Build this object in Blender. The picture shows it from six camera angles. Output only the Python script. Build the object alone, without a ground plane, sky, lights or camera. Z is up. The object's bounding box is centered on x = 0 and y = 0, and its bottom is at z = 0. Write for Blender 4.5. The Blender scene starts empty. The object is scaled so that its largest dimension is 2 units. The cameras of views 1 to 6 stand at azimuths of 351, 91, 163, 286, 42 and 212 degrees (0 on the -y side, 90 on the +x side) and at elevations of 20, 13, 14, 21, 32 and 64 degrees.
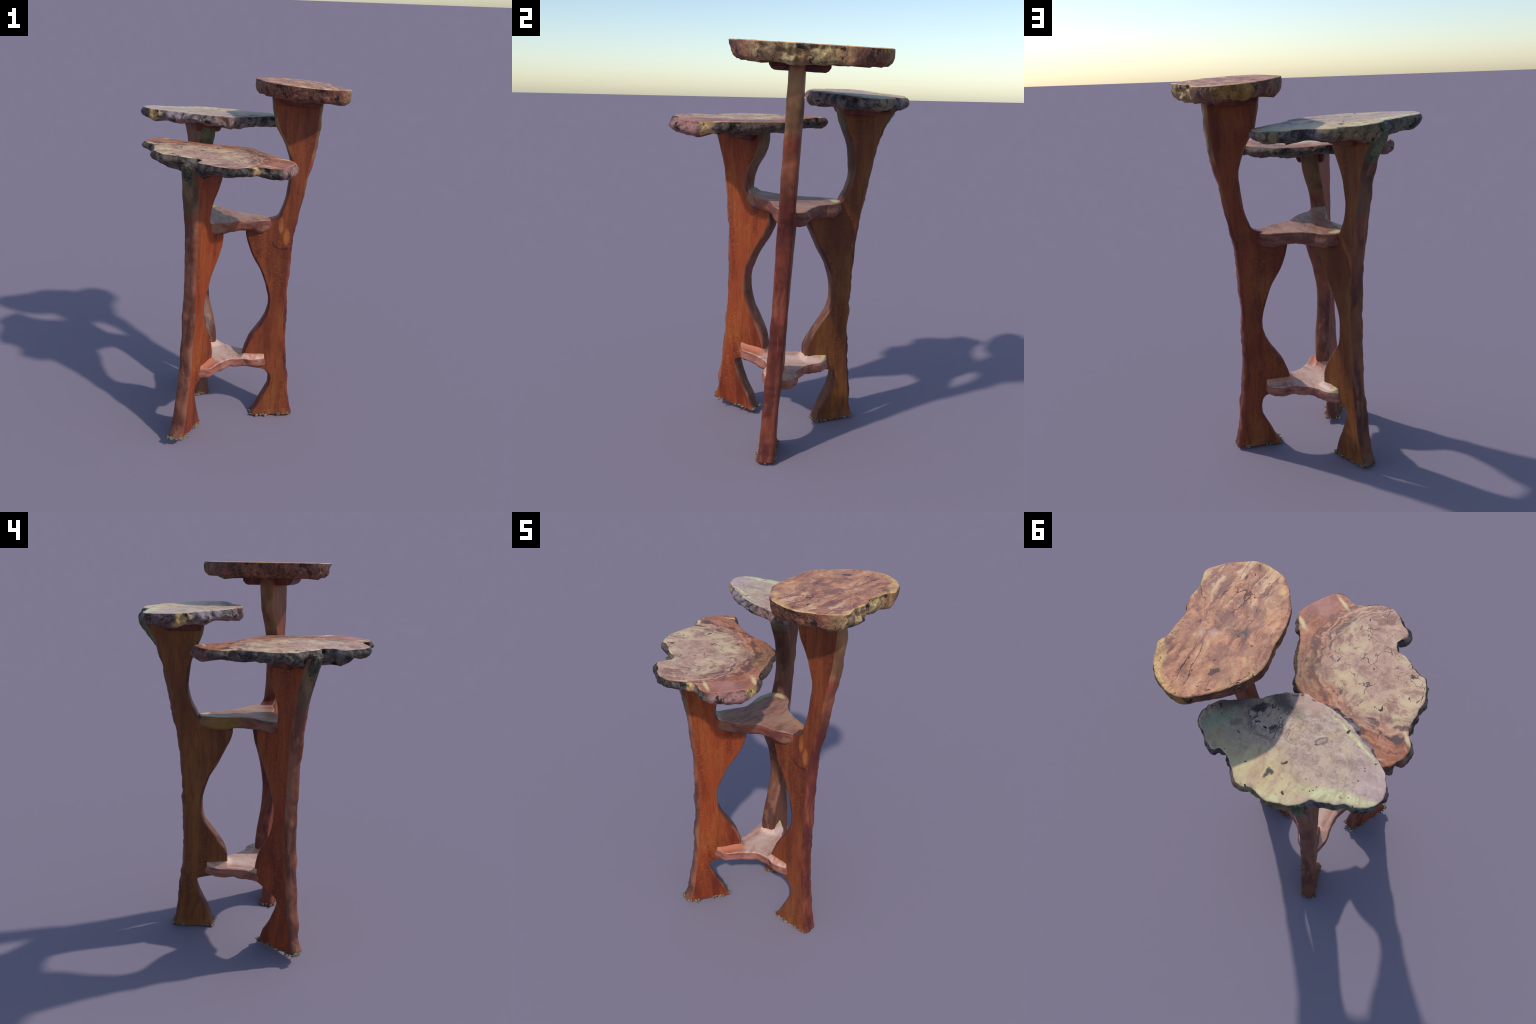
# Three-tiered plant stand: three shaped plank legs, two three-armed shelves,
# three live-edge burl slabs as table tops.
import bpy, math, random
from mathutils import Vector, noise

random.seed(7)

# ------------------------------------------------------------------ helpers
def lerp_table(tab, z, col):
    if z <= tab[0][0]:
        return tab[0][col]
    for a, b in zip(tab, tab[1:]):
        if z <= b[0]:
            t = (z - a[0]) / (b[0] - a[0])
            return a[col] + t * (b[col] - a[col])
    return tab[-1][col]

def smooth_table(tab, z, col, w=0.012):
    return sum(lerp_table(tab, z + w * k, col) * g for k, g in
               ((-1, .25), (0, .5), (1, .25)))

def closed_spline(pts, n):
    """closed Catmull-Rom through pts, resampled to n points at equal arc length"""
    m = len(pts)
    dense = []
    for i in range(m):
        p0, p1, p2, p3 = (Vector(pts[(i + k - 1) % m]) for k in range(4))
        for j in range(16):
            t = j / 16
            dense.append(0.5 * ((2 * p1) + (p2 - p0) * t + (2 * p0 - 5 * p1 + 4 * p2 - p3) * t * t
                                + (3 * p1 - p0 - 3 * p2 + p3) * t ** 3))
    dense.append(dense[0].copy())
    acc = [0.0]
    for a, b in zip(dense, dense[1:]):
        acc.append(acc[-1] + (b - a).length)
    out, k = [], 0
    for i in range(n):
        s = acc[-1] * i / n
        while acc[k + 1] < s:
            k += 1
        t = (s - acc[k]) / max(acc[k + 1] - acc[k], 1e-9)
        out.append(dense[k].lerp(dense[k + 1], t))
    return out

def fbm(p, scale, octaves=4, seed=0.0):
    return noise.fractal(Vector(p) * scale + Vector((seed, seed * 1.7, -seed)), 0.9, 2.0, octaves)

def facets(p, scale, seed=0.0):
    """chiselled look: piecewise-flat cellular steps"""
    d, _ = noise.voronoi(Vector(p) * scale + Vector((seed, -seed, seed * .5)))
    return d[0] - 0.35

COLL = bpy.context.scene.collection

def add_mesh(name, verts, faces, mats, mat_idx=None, parent=None, smooth=True):
    me = bpy.data.meshes.new(name)
    me.from_pydata([tuple(v) for v in verts], [], faces)
    for m in mats:
        me.materials.append(m)
    if mat_idx:
        me.polygons.foreach_set("material_index", mat_idx)
    me.polygons.foreach_set("use_smooth", [smooth] * len(me.polygons))
    me.update()
    ob = bpy.data.objects.new(name, me)
    COLL.objects.link(ob)
    if parent:
        ob.parent = parent
    return ob

def vertex_normals(verts, faces):
    acc = [Vector() for _ in verts]
    for f in faces:
        n = Vector()
        for i in range(len(f)):
            a, b = verts[f[i]], verts[f[(i + 1) % len(f)]]
            n += Vector(((a.y - b.y) * (a.z + b.z), (a.z - b.z) * (a.x + b.x), (a.x - b.x) * (a.y + b.y)))
        for i in f:
            acc[i] += n
    return [a.normalized() if a.length > 0 else Vector((0, 0, 1)) for a in acc]

# ------------------------------------------------------------------ node language
class G:
    def __init__(self, name, rough=0.6):
        self.mat = bpy.data.materials.new(name)
        self.mat.use_nodes = True
        self.t = self.mat.node_tree
        self.t.nodes.clear()
        self.out = self.t.nodes.new("ShaderNodeOutputMaterial")
        self.bsdf = self.t.nodes.new("ShaderNodeBsdfPrincipled")
        self.t.links.new(self.bsdf.outputs[0], self.out.inputs[0])
        self.bsdf.inputs["Roughness"].default_value = rough
        self.bsdf.inputs["Specular IOR Level"].default_value = 0.22
        self.obj = self.t.nodes.new("ShaderNodeTexCoord").outputs["Object"]

    def _in(self, sock, v):
        if isinstance(v, bpy.types.NodeSocket):
            self.t.links.new(v, sock)
        elif v is not None:
            if sock.type == 'RGBA' and len(v) == 3:
                v = (*v, 1)
            sock.default_value = v

    def math(self, op, a, b=None, clamp=False):
        n = self.t.nodes.new("ShaderNodeMath"); n.operation = op; n.use_clamp = clamp
        self._in(n.inputs[0], a)
        if b is not None: self._in(n.inputs[1], b)
        return n.outputs[0]

    def map(self, v, loc=(0, 0, 0), rot=(0, 0, 0), scale=(1, 1, 1)):
        n = self.t.nodes.new("ShaderNodeMapping")
        self._in(n.inputs[0], v); n.inputs[1].default_value = loc
        n.inputs[2].default_value = rot; n.inputs[3].default_value = scale
        return n.outputs[0]

    def noise(self, v, scale, detail=4, rough=.55, dist=0.0, color=False):
        n = self.t.nodes.new("ShaderNodeTexNoise")
        self._in(n.inputs["Vector"], v); n.inputs["Scale"].default_value = scale
        n.inputs["Detail"].default_value = detail; n.inputs["Roughness"].default_value = rough
        n.inputs["Distortion"].default_value = dist
        return n.outputs["Color" if color else "Fac"]

    def voronoi(self, v, scale, feature='F1', rand=1.0):
        n = self.t.nodes.new("ShaderNodeTexVoronoi"); n.feature = feature
        self._in(n.inputs["Vector"], v); n.inputs["Scale"].default_value = scale
        n.inputs["Randomness"].default_value = rand
        return n.outputs["Distance"]

    def wave(self, v, scale, dist=2., detail=3, dscale=1., direction='X'):
        n = self.t.nodes.new("ShaderNodeTexWave"); n.bands_direction = direction
        self._in(n.inputs["Vector"], v); n.inputs["Scale"].default_value = scale
        n.inputs["Distortion"].default_value = dist; n.inputs["Detail"].default_value = detail
        n.inputs["Detail Scale"].default_value = dscale
        return n.outputs["Fac"]

    def ramp(self, f, *stops):
        n = self.t.nodes.new("ShaderNodeValToRGB")
        self._in(n.inputs[0], f)
        el = n.color_ramp.elements
        while len(el) < len(stops): el.new(0.5)
        for e, (p, c) in zip(el, stops):
            e.position = p
            e.color = (c, c, c, 1) if not isinstance(c, tuple) else (*c, 1)
        return n.outputs[0]

    def step(self, f, a, b):
        n = self.t.nodes.new("ShaderNodeMapRange"); n.interpolation_type = 'SMOOTHSTEP'
        self._in(n.inputs[0], f); n.inputs[1].default_value = a; n.inputs[2].default_value = b
        return n.outputs[0]

    def mix(self, f, a, b, mode='MIX'):
        n = self.t.nodes.new("ShaderNodeMix"); n.data_type = 'RGBA'; n.blend_type = mode
        self._in(n.inputs[0], f); self._in(n.inputs[6], a); self._in(n.inputs[7], b)
        return n.outputs[2]

    def warp(self, v, amount, scale, detail=3):
        c = self.noise(v, scale, detail, color=True)
        s = self.t.nodes.new("ShaderNodeVectorMath"); s.operation = 'SUBTRACT'
        self._in(s.inputs[0], c); s.inputs[1].default_value = (.5, .5, .5)
        m = self.t.nodes.new("ShaderNodeVectorMath"); m.operation = 'SCALE'
        self._in(m.inputs[0], s.outputs[0]); m.inputs["Scale"].default_value = amount
        a = self.t.nodes.new("ShaderNodeVectorMath"); a.operation = 'ADD'
        self._in(a.inputs[0], v); self._in(a.inputs[1], m.outputs[0])
        return a.outputs[0]

    def dist(self, v, x, y, rx, ry, rot=0.0):
        """elliptical distance (1.0 on the ellipse) in the slab plane"""
        m = self.t.nodes.new("ShaderNodeMapping"); m.vector_type = 'TEXTURE'
        self._in(m.inputs[0], v); m.inputs[1].default_value = (x, y, 0)
        m.inputs[2].default_value = (0, 0, rot); m.inputs[3].default_value = (rx, ry, 50)
        l = self.t.nodes.new("ShaderNodeVectorMath"); l.operation = 'LENGTH'
        self._in(l.inputs[0], m.outputs[0])
        return l.outputs["Value"]

    def blob(self, v, x, y, rx, ry, rot=0.0, soft=.35):
        return self.step(self.dist(v, x, y, rx, ry, rot), 1 + soft, 1 - soft)

    def finish(self, col, bump=None, strength=.3, dist=.004, rough=None):
        self._in(self.bsdf.inputs["Base Color"], col)
        if rough is not None: self._in(self.bsdf.inputs["Roughness"], rough)
        if bump is not None:
            b = self.t.nodes.new("ShaderNodeBump")
            b.inputs["Strength"].default_value = strength; b.inputs["Distance"].default_value = dist
            self._in(b.inputs["Height"], bump)
            self.t.links.new(b.outputs[0], self.bsdf.inputs["Normal"])
        return self.mat

# ------------------------------------------------------------------ wood materials
def leg_face_wood(name, main, dark, pale, fleck, marks=()):
    g = G(name, .5)
    w = g.warp(g.obj, .05, 5)
    grain = g.noise(g.map(w, scale=(1, 1, .04)), 95, 5, .62)
    broad = g.noise(g.map(w, scale=(1, 1, .10)), 14, 4, .55)
    patch = g.noise(g.map(g.obj, scale=(1, 1, .4)), 7, 3, .55)
    col = g.mix(g.step(broad, .34, .62), dark, main)
    col = g.mix(g.math('MULTIPLY', g.step(patch, .50, .70), .6), col, pale)
    col = g.mix(g.math('MULTIPLY', g.step(patch, .46, .30), .5), col, dark)
    col = g.mix(g.math('MULTIPLY', g.step(grain, .48, .64), .55), col, dark)
    # fine ray-fleck figure running across the grain
    fl = g.noise(g.map(w, scale=(.4, .4, 1.3)), 130, 3, .68)
    flm = g.step(g.noise(g.map(g.obj, scale=(1, 1, .5)), 5, 3), .40, .60)
    col = g.mix(g.math('MULTIPLY', g.math('MULTIPLY', g.step(fl, .50, .64), flm), .42), col, fleck)
    for kind, x, z, rx, rz, c in marks:
        m = g.t.nodes.new("ShaderNodeMapping"); m.vector_type = 'TEXTURE'
        g._in(m.inputs[0], g.warp(g.obj, .02, 22)); m.inputs[1].default_value = (x, 0, z); m.inputs[3].default_value = (rx, 50, rz)
        l = g.t.nodes.new("ShaderNodeVectorMath"); l.operation = 'LENGTH'; g._in(l.inputs[0], m.outputs[0]); d = l.outputs["Value"]
        if kind == 'arc':      # crescent scar: lower-left part of a thin ring
            sp = g.t.nodes.new("ShaderNodeSeparateXYZ"); g._in(sp.inputs[0], m.outputs[0])
            k = g.math('MULTIPLY', g.math('MULTIPLY', g.step(d, .80, .95), g.step(d, 1.2, 1.05)),
                       g.step(g.math('ADD', sp.outputs[2], g.math('MULTIPLY', sp.outputs[0], .6)), -.3, -.6))
        else:
            k = g.step(d, 1.4, .6)
        yy = g.t.nodes.new("ShaderNodeSeparateXYZ"); g._in(yy.inputs[0], g.obj)
        k = g.math('MULTIPLY', k, g.step(yy.outputs[1], -.035, -.05))
        col = g.mix(g.math('MULTIPLY', k, .75), col, c)
    return g.finish(col, g.math('ADD', grain, g.math('MULTIPLY', fl, .4)), .2, .002)

def leg_edge_wood(name, main, dark, pale, bands=()):
    """bands: (z centre, half height, colour, strength) - bark or sapwood left on the outer edge"""
    g = G(name, .45)
    w = g.warp(g.obj, .06, 6)
    str_ = g.noise(g.map(w, scale=(1, 1, .1)), 34, 5, .6)
    pat = g.noise(g.map(w, scale=(1, 1, .35)), 11, 4, .55)
    col = g.mix(g.step(pat, .38, .62), dark, main)
    col = g.mix(g.math('MULTIPLY', g.step(str_, .50, .66), .6), col, pale)
    if bands:
        sp = g.t.nodes.new("ShaderNodeSeparateXYZ"); g._in(sp.inputs[0], g.warp(g.obj, .16, 10, 4))
        for zc, hh, c, k in bands:
            dz = g.math('ABSOLUTE', g.math('SUBTRACT', sp.outputs[2], zc))
            m = g.math('MULTIPLY', g.step(dz, hh * 1.15, hh * .7), k)
            col = g.mix(m, col, g.mix(g.step(pat, .40, .60), tuple(q * .5 for q in c), c))
    return g.finish(col, str_, .25, .003)

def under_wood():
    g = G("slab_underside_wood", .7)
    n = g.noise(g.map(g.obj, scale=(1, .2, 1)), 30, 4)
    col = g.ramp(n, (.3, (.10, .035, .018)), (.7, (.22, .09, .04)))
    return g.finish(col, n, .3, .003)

def shelf_wood(name, base, dark, pale, edge=False, sap=()):
    g = G(name, .45)
    w = g.warp(g.obj, .08, 4)
    sc = (1, .18, 1) if not edge else (.25, .25, 1)
    ln = g.noise(g.map(w, rot=(0, 0, .35), scale=sc), 44, 6, .64)
    br = g.noise(g.map(w, rot=(0, 0, .35), scale=(1, .3, 1)), 11, 3)
    col = g.mix(g.step(ln, .40, .62), base, dark)
    col = g.mix(g.math('MULTIPLY', g.step(br, .45, .64), .75), col, pale)
    for x, y, rx, ry, rot, c in sap:
        col = g.mix(g.math('MULTIPLY', g.blob(g.warp(g.obj, .05, 16), x, y, rx, ry, rot, .4), .9), col, c)
    return g.finish(col, ln, .15, .002)

def pits(g, v, col, scale, thr, stretch, rot, mask=None, c=(.035, .025, .025)):
    """small irregular elongated dark pits"""
    d = g.noise(g.map(g.warp(v, .03, 20), rot=(0, 0, rot), scale=stretch), scale, 2, .5)
    m = g.math('MULTIPLY', g.step(d, thr, thr + .035), g.step(g.noise(v, 9, 2), .44, .56))
    if mask is not None: m = g.math('MULTIPLY', m, mask)
    return g.mix(m, col, c), m

def cracks(g, v, col, scale, width, mask, c=(.04, .03, .03), stretch=(1, 1, 1)):
    d = g.voronoi(g.warp(g.map(v, scale=stretch), .09, 9, 4), scale, 'DISTANCE_TO_EDGE')
    m = g.math('MULTIPLY', g.step(d, width, width * .2), mask)
    return g.mix(m, col, c), m

def slab_face_tall():
    """highest slab: pink-orange burl, finely mottled, ragged yellow sapwood along the rim"""
    g = G("tall_slab_face_wood", .5)
    v = g.obj; w = g.warp(g.warp(v, .10, 6, 5), .03, 30, 3)
    along = g.map(w, rot=(0, 0, -.2), scale=(1, .30, 1))
    m1 = g.noise(along, 20, 7, .68, .4)
    m2 = g.noise(w, 55, 6, .7)
    big = g.noise(w, 7, 4, .6)
    col = g.ramp(m1, (.33, (.14, .050, .040)), (.43, (.37, .138, .083)), (.53, (.63, .27, .14)), (.67, (.77, .41, .20)))
    col = g.mix(g.math('MULTIPLY', g.step(big, .46, .64), .45), col, (.30, .125, .095))
    col = g.mix(g.math('MULTIPLY', g.step(m2, .52, .70), .6), col, (.24, .10, .075))
    col = g.mix(g.math('MULTIPLY', g.step(g.noise(v, 75, 5, .72), .54, .70), .5), col, (.80, .47, .29))
    sp = g.noise(g.map(w, rot=(0, 0, -.2), scale=(1, .5, 1)), 110, 4, .7)
    col = g.mix(g.math('MULTIPLY', g.step(sp, .56, .66), .6), col, (.16, .065, .05))
    cl = g.math('MULTIPLY', g.blob(w, .30, .02, .15, .30, .15, .8), g.step(g.noise(w, 11, 5, .65), .44, .62))
    col = g.mix(g.math('MULTIPLY', cl, .7), col, (.20, .085, .075))
    # sapwood follows the rim, broken up by noise
    d = g.math('ADD', g.dist(g.warp(v, .07, 9, 5), .318, .075, .215, .345, .08), g.math('MULTIPLY', g.noise(w, 12, 4), .35))
    sap = g.math('MULTIPLY', g.step(d, 1.10, 1.24), g.step(g.noise(v, 5, 2), .44, .56))
    for x, y, rx, ry, rot in ((.49, .30, .035, .12, .1), (.41, .415, .08, .03, -.3)):
        sap = g.math('MAXIMUM', sap, g.math('MULTIPLY', g.blob(w, x, y, rx, ry, rot, .5), g.step(m1, .36, .52)))
    col = g.mix(g.math('MULTIPLY', sap, .8), col, g.mix(g.step(m2, .40, .62), (.84, .58, .22), (.62, .32, .11)))
    st = g.math('MULTIPLY', g.step(g.noise(g.map(w, rot=(0, 0, -.25), scale=(1, .06, 1)), 40, 4), .52, .64),
                g.blob(v, .38, -.15, .16, .13, 0, .5))
    col = g.mix(g.math('MULTIPLY', st, .75), col, (.82, .52, .30))
    col = g.mix(g.math('MULTIPLY', g.math('MULTIPLY', g.blob(w, .255, .065, .045, .035, 0, .9), g.step(m2, .42, .58)), .85), col, (.08, .075, .085))
    for x, y in ((.389, .14), (.345, .108)):
        col = g.mix(g.math('MULTIPLY', g.blob(w, x, y, .014, .014, 0, .9), .45), col, (.74, .55, .46))
    k = g.dist(g.warp(v, .06, 34), .25, .27, .028, .009, .9)
    col = g.mix(g.math('MULTIPLY', g.step(k, 1.4, .6), .85), col, (.05, .03, .03))
    allm = g.step(g.noise(v, 5, 2), .50, .58)
    col, k1 = cracks(g, v, col, 6, .010, allm, (.07, .035, .03), (1.3, .45, 1))
    col, k2 = pits(g, v, col, 55, .68, (1, .6, 1), .3)
    h = g.math('SUBTRACT', g.math('MULTIPLY', m2, .4), g.math('ADD', k1, k2))
    return g.finish(col, h, .35, .004)

def slab_face_low():
    """lowest slab: pale speckled burl heart, red heartwood at both ends, dark flow lines between"""
    g = G("low_slab_face_wood", .5)
    v = g.obj; w = g.warp(g.warp(v, .15, 5, 4), .035, 26, 3)
    fine = g.noise(w, 70, 6, .72)
    mid = g.noise(w, 16, 6, .65)
    heart = g.ramp(mid, (.34, (.34, .175, .13)), (.5, (.56, .335, .24)), (.66, (.68, .45, .315)))
    heart = g.mix(g.math('MULTIPLY', g.step(fine, .50, .68), .6), heart, (.30, .17, .13))
    for x, y, rx, ry, rot in ((-.43, -.22, .06, .10, -.2), (-.10, -.13, .08, .05, .4), (-.08, -.36, .06, .09, .2), (-.26, -.075, .12, .04, -.1), (-.40, -.09, .07, .06, .6), (-.30, -.40, .06, .05, 0)):
        heart = g.mix(g.math('MULTIPLY', g.math('MULTIPLY', g.blob(w, x, y, rx, ry, rot, .9), g.step(mid, .40, .58)), .6),
                      heart, (.74, .58, .31))
    # growth flow in the red outer wood follows the distance from the burl
    d = g.dist(w, -.33, -.33, .34, .32, 0)
    ang = g.noise(w, 7, 3)
    cmb = g.t.nodes.new("ShaderNodeCombineXYZ")
    g._in(cmb.inputs[0], d); g._in(cmb.inputs[1], g.math('MULTIPLY', ang, .5))
    lines = g.noise(cmb.outputs[0], 14, 6, .62)
    soft = g.noise(w, 9, 4, .6)
    red = g.ramp(soft, (.30, (.20, .065, .045)), (.46, (.37, .125, .07)), (.60, (.50, .195, .11)), (.75, (.58, .29, .19)))
    red = g.mix(g.math('MULTIPLY', g.step(lines, .54, .64), .4), red, (.66, .36, .20))
    red = g.mix(g.math('MULTIPLY', g.math('MULTIPLY', g.step(lines, .48, .38), g.step(d, 2.3, 1.0)), .8), red, (.15, .06, .055))
    red = g.mix(g.math('MULTIPLY', g.blob(w, .06, -.10, .09, .13, .3, .7), .75), red, g.mix(g.step(lines, .42, .6), (.14, .075, .05), (.36, .20, .11)))
    red = g.mix(g.math('MULTIPLY', g.blob(w, .15, -.47, .08, .07, .4, .7), .6), red, (.52, .23, .19))
    edge = g.math('ADD', d, g.math('MULTIPLY', g.math('SUBTRACT', soft, .5), .35))
    col = g.mix(g.step(edge, .86, 1.20), heart, red)
    band = g.math('MULTIPLY', g.step(edge, .86, 1.0), g.step(edge, 1.32, 1.10))
    sw = g.math('MULTIPLY', band, g.step(lines, .53, .42))
    sw = g.math('MULTIPLY', sw, g.step(g.noise(v, 6, 3), .38, .56))
    col = g.mix(g.math('MULTIPLY', sw, .8), col, (.085, .055, .06))
    pale = g.math('MULTIPLY', g.math('MULTIPLY', band, g.step(lines, .53, .62)), .45)
    col = g.mix(pale, col, (.72, .46, .30))
    # front lobe keeps the tan swirls
    lobe = g.blob(w, -.14, -.515, .15, .055, -.1, .6)
    col = g.mix(g.math('MULTIPLY', lobe, .85), col, g.mix(g.step(lines, .40, .60), (.30, .15, .11), (.66, .40, .27)))
    for x, y, rx, ry, rot in ((.068, -.512, .045, .009, -.62), (.185, -.33, .045, .010, -.57), (-.497, .0, .035, .009, -.91), (-.40, .155, .05, .008, .5)):
        col = g.mix(g.math('MULTIPLY', g.blob(g.warp(v, .03, 14), x, y, rx, ry, rot, .7), .9), col, (.80, .60, .32))
    cm = g.step(d, 1.2, .8)
    col, k1 = cracks(g, v, col, 15, .020, g.math('MULTIPLY', cm, g.step(g.noise(v, 12, 3), .50, .58)), (.08, .05, .045), (1, .8, 1))
    col, k2 = pits(g, v, col, 60, .66, (1, .45, 1), -.5, cm, (.07, .045, .04))
    h = g.math('SUBTRACT', g.math('MULTIPLY', fine, .5), g.math('ADD', k1, k2))
    return g.finish(col, h, .35, .004)

def slab_face_mid():
    """middle slab: pale pinkish-grey face, greenish-yellow sapwood rim, dark pitted end"""
    g = G("middle_slab_face_wood", .5)
    v = g.obj; w = g.warp(g.warp(v, .10, 6, 4), .03, 28, 3)
    fine = g.noise(w, 65, 6, .72)
    gr = g.noise(g.map(w, rot=(0, 0, .45), scale=(.22, 1, 1)), 32, 6, .62)
    fan = g.noise(g.map(w, rot=(0, 0, -.1), scale=(1, .22, 1)), 30, 5, .62)
    col = g.ramp(gr, (.32, (.35, .22, .17)), (.48, (.54, .38, .295)), (.64, (.67, .51, .405)))
    # speckled brown burl
    burl = g.math('MULTIPLY', g.blob(w, -.09, .29, .24, .17, -.3, .7), g.step(fine, .46, .62))
    col = g.mix(g.math('MULTIPLY', burl, .7), col, (.36, .21, .15))
    wide = g.math('MULTIPLY', g.blob(w, -.09, .29, .26, .20, -.3, .7), g.step(g.noise(w, 12, 5, .6), .42, .6))
    col = g.mix(g.math('MULTIPLY', wide, .6), col, (.58, .40, .28))
    tan = g.step(g.noise(w, 15, 6, .68), .47, .60)
    col = g.mix(g.math('MULTIPLY', tan, .6), col, (.64, .46, .28))
    col = g.mix(g.math('MULTIPLY', g.step(g.noise(w, 24, 6, .72), .51, .61), .6), col, (.33, .19, .14))
    col = g.mix(g.math('MULTIPLY', g.step(g.noise(w, 100, 4, .7), .55, .65), .5), col, (.26, .15, .11))
    col = g.mix(g.math('MULTIPLY', g.blob(w, -.49, .31, .08, .10, .3, .7), .5), col, (.60, .42, .40))
    col = g.mix(g.math('MULTIPLY', g.blob(w, -.09, .12, .09, .04, 0, .6), .6), col, (.56, .33, .26))
    # greenish-yellow sapwood
    sapc = g.mix(g.step(fan, .34, .60), (.60, .38, .20), (.74, .58, .29))
    for x, y, rx, ry, rot, k in ((-.12, .49, .20, .09, .1, .75), (-.02, .46, .10, .08, .2, .7), (.15, .41, .05, .07, .5, .6)):
        col = g.mix(g.math('MULTIPLY', g.math('MULTIPLY', g.blob(w, x, y, rx, ry, rot, .7), g.step(fan, .26, .46)), k), col, sapc)
    for x, y, rx, ry, rot, k in ((-.39, .424, .17, .026, .25, .9), (-.32, .172, .13, .007, -.38, .9), (-.13, .545, .10, .014, .0, .55)):
        col = g.mix(g.math('MULTIPLY', g.blob(g.warp(v, .05, 8, 4), x, y, rx, ry, rot, .5), k), col, g.mix(g.step(fan, .36, .60), (.56, .46, .24), (.75, .72, .38)))
    # dark bluish patches at the end near the tall leg
    col = g.mix(g.math('MULTIPLY', g.blob(w, .20, .24, .10, .05, .5, .8), .8), col, (.12, .085, .095))
    col = g.mix(g.math('MULTIPLY', g.blob(w, .20, .345, .08, .03, .9, .8), .65), col, (.36, .46, .28))
    col = g.mix(g.math('MULTIPLY', g.blob(w, .03, .14, .13, .03, -.35, .7), .75), col, (.06, .05, .055))
    for x, y, r in ((-.102, .452, .024), (-.02, .277, .028), (.08, .222, .034)):
        k = g.dist(g.warp(v, .07, 34), x, y, r, r * .55, .8)
        col = g.mix(g.math('MULTIPLY', g.step(k, 1.4, .6), .9), col, (.05, .04, .04))
    k = g.dist(g.warp(v, .03, 30), -.218, .243, .022, .013, .8)
    col = g.mix(g.math('MULTIPLY', g.math('MULTIPLY', g.step(k, 1.5, 1.0), g.step(k, .45, .9)), .7), col, (.16, .11, .09))
    nm = g.blob(w, .06, .22, .17, .11, -.3, .6)
    col, k1 = cracks(g, v, col, 26, .05, g.math('MULTIPLY', nm, g.step(g.noise(v, 18, 3), .50, .57)), (.045, .035, .04), (1.4, .6, 1))
    col, k2 = pits(g, v, col, 45, .66, (.6, 1, 1), .3)
    h = g.math('SUBTRACT', g.math('MULTIPLY', fine, .4), g.math('ADD', k1, k2))
    return g.finish(col, h, .3, .004)

def live_edge(name, base, dark, tones, gloss=.55, speck=(.34, .27, .22), grit=.35, charred=.8):
    """weathered, partly charred slab rim; tones = [(x,y,rx,ry,rot,colour,strength)]"""
    g = G(name, gloss)
    v = g.obj; w = g.warp(g.warp(v, .09, 9, 4), .02, 50, 3)
    n1 = g.noise(w, 16, 6, .65)
    n2 = g.noise(w, 75, 6, .75)
    n3 = g.noise(w, 30, 5, .65)
    col = g.mix(g.step(n1, .40, .60), dark, base)
    smooth = None
    for x, y, rx, ry, rot, c, k in tones:
        m = g.math('MULTIPLY', g.blob(w, x, y, rx, ry, rot, .3), k)
        col = g.mix(m, col, g.mix(g.step(n3, .34, .60), tuple(q * .45 for q in c), c))
    char = g.math('MULTIPLY', g.step(g.noise(w, 19, 4, .6), .54, .62), charred)
    col = g.mix(char, col, dark)
    col = g.mix(g.math('MULTIPLY', g.step(n2, .50, .68), grit), col, speck)
    col = g.mix(g.math('MULTIPLY', g.step(n2, .48, .34), grit), col, tuple(q * .5 for q in dark))
    hole = g.step(g.noise(g.map(w, scale=(1, 1, .8)), 24, 3, .55), .60, .66)
    col = g.mix(g.math('MULTIPLY', hole, .9), col, (.012, .010, .010))
    return g.finish(col, g.math('SUBTRACT', g.math('ADD', n2, n3), hole), .8, .008)

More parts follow.
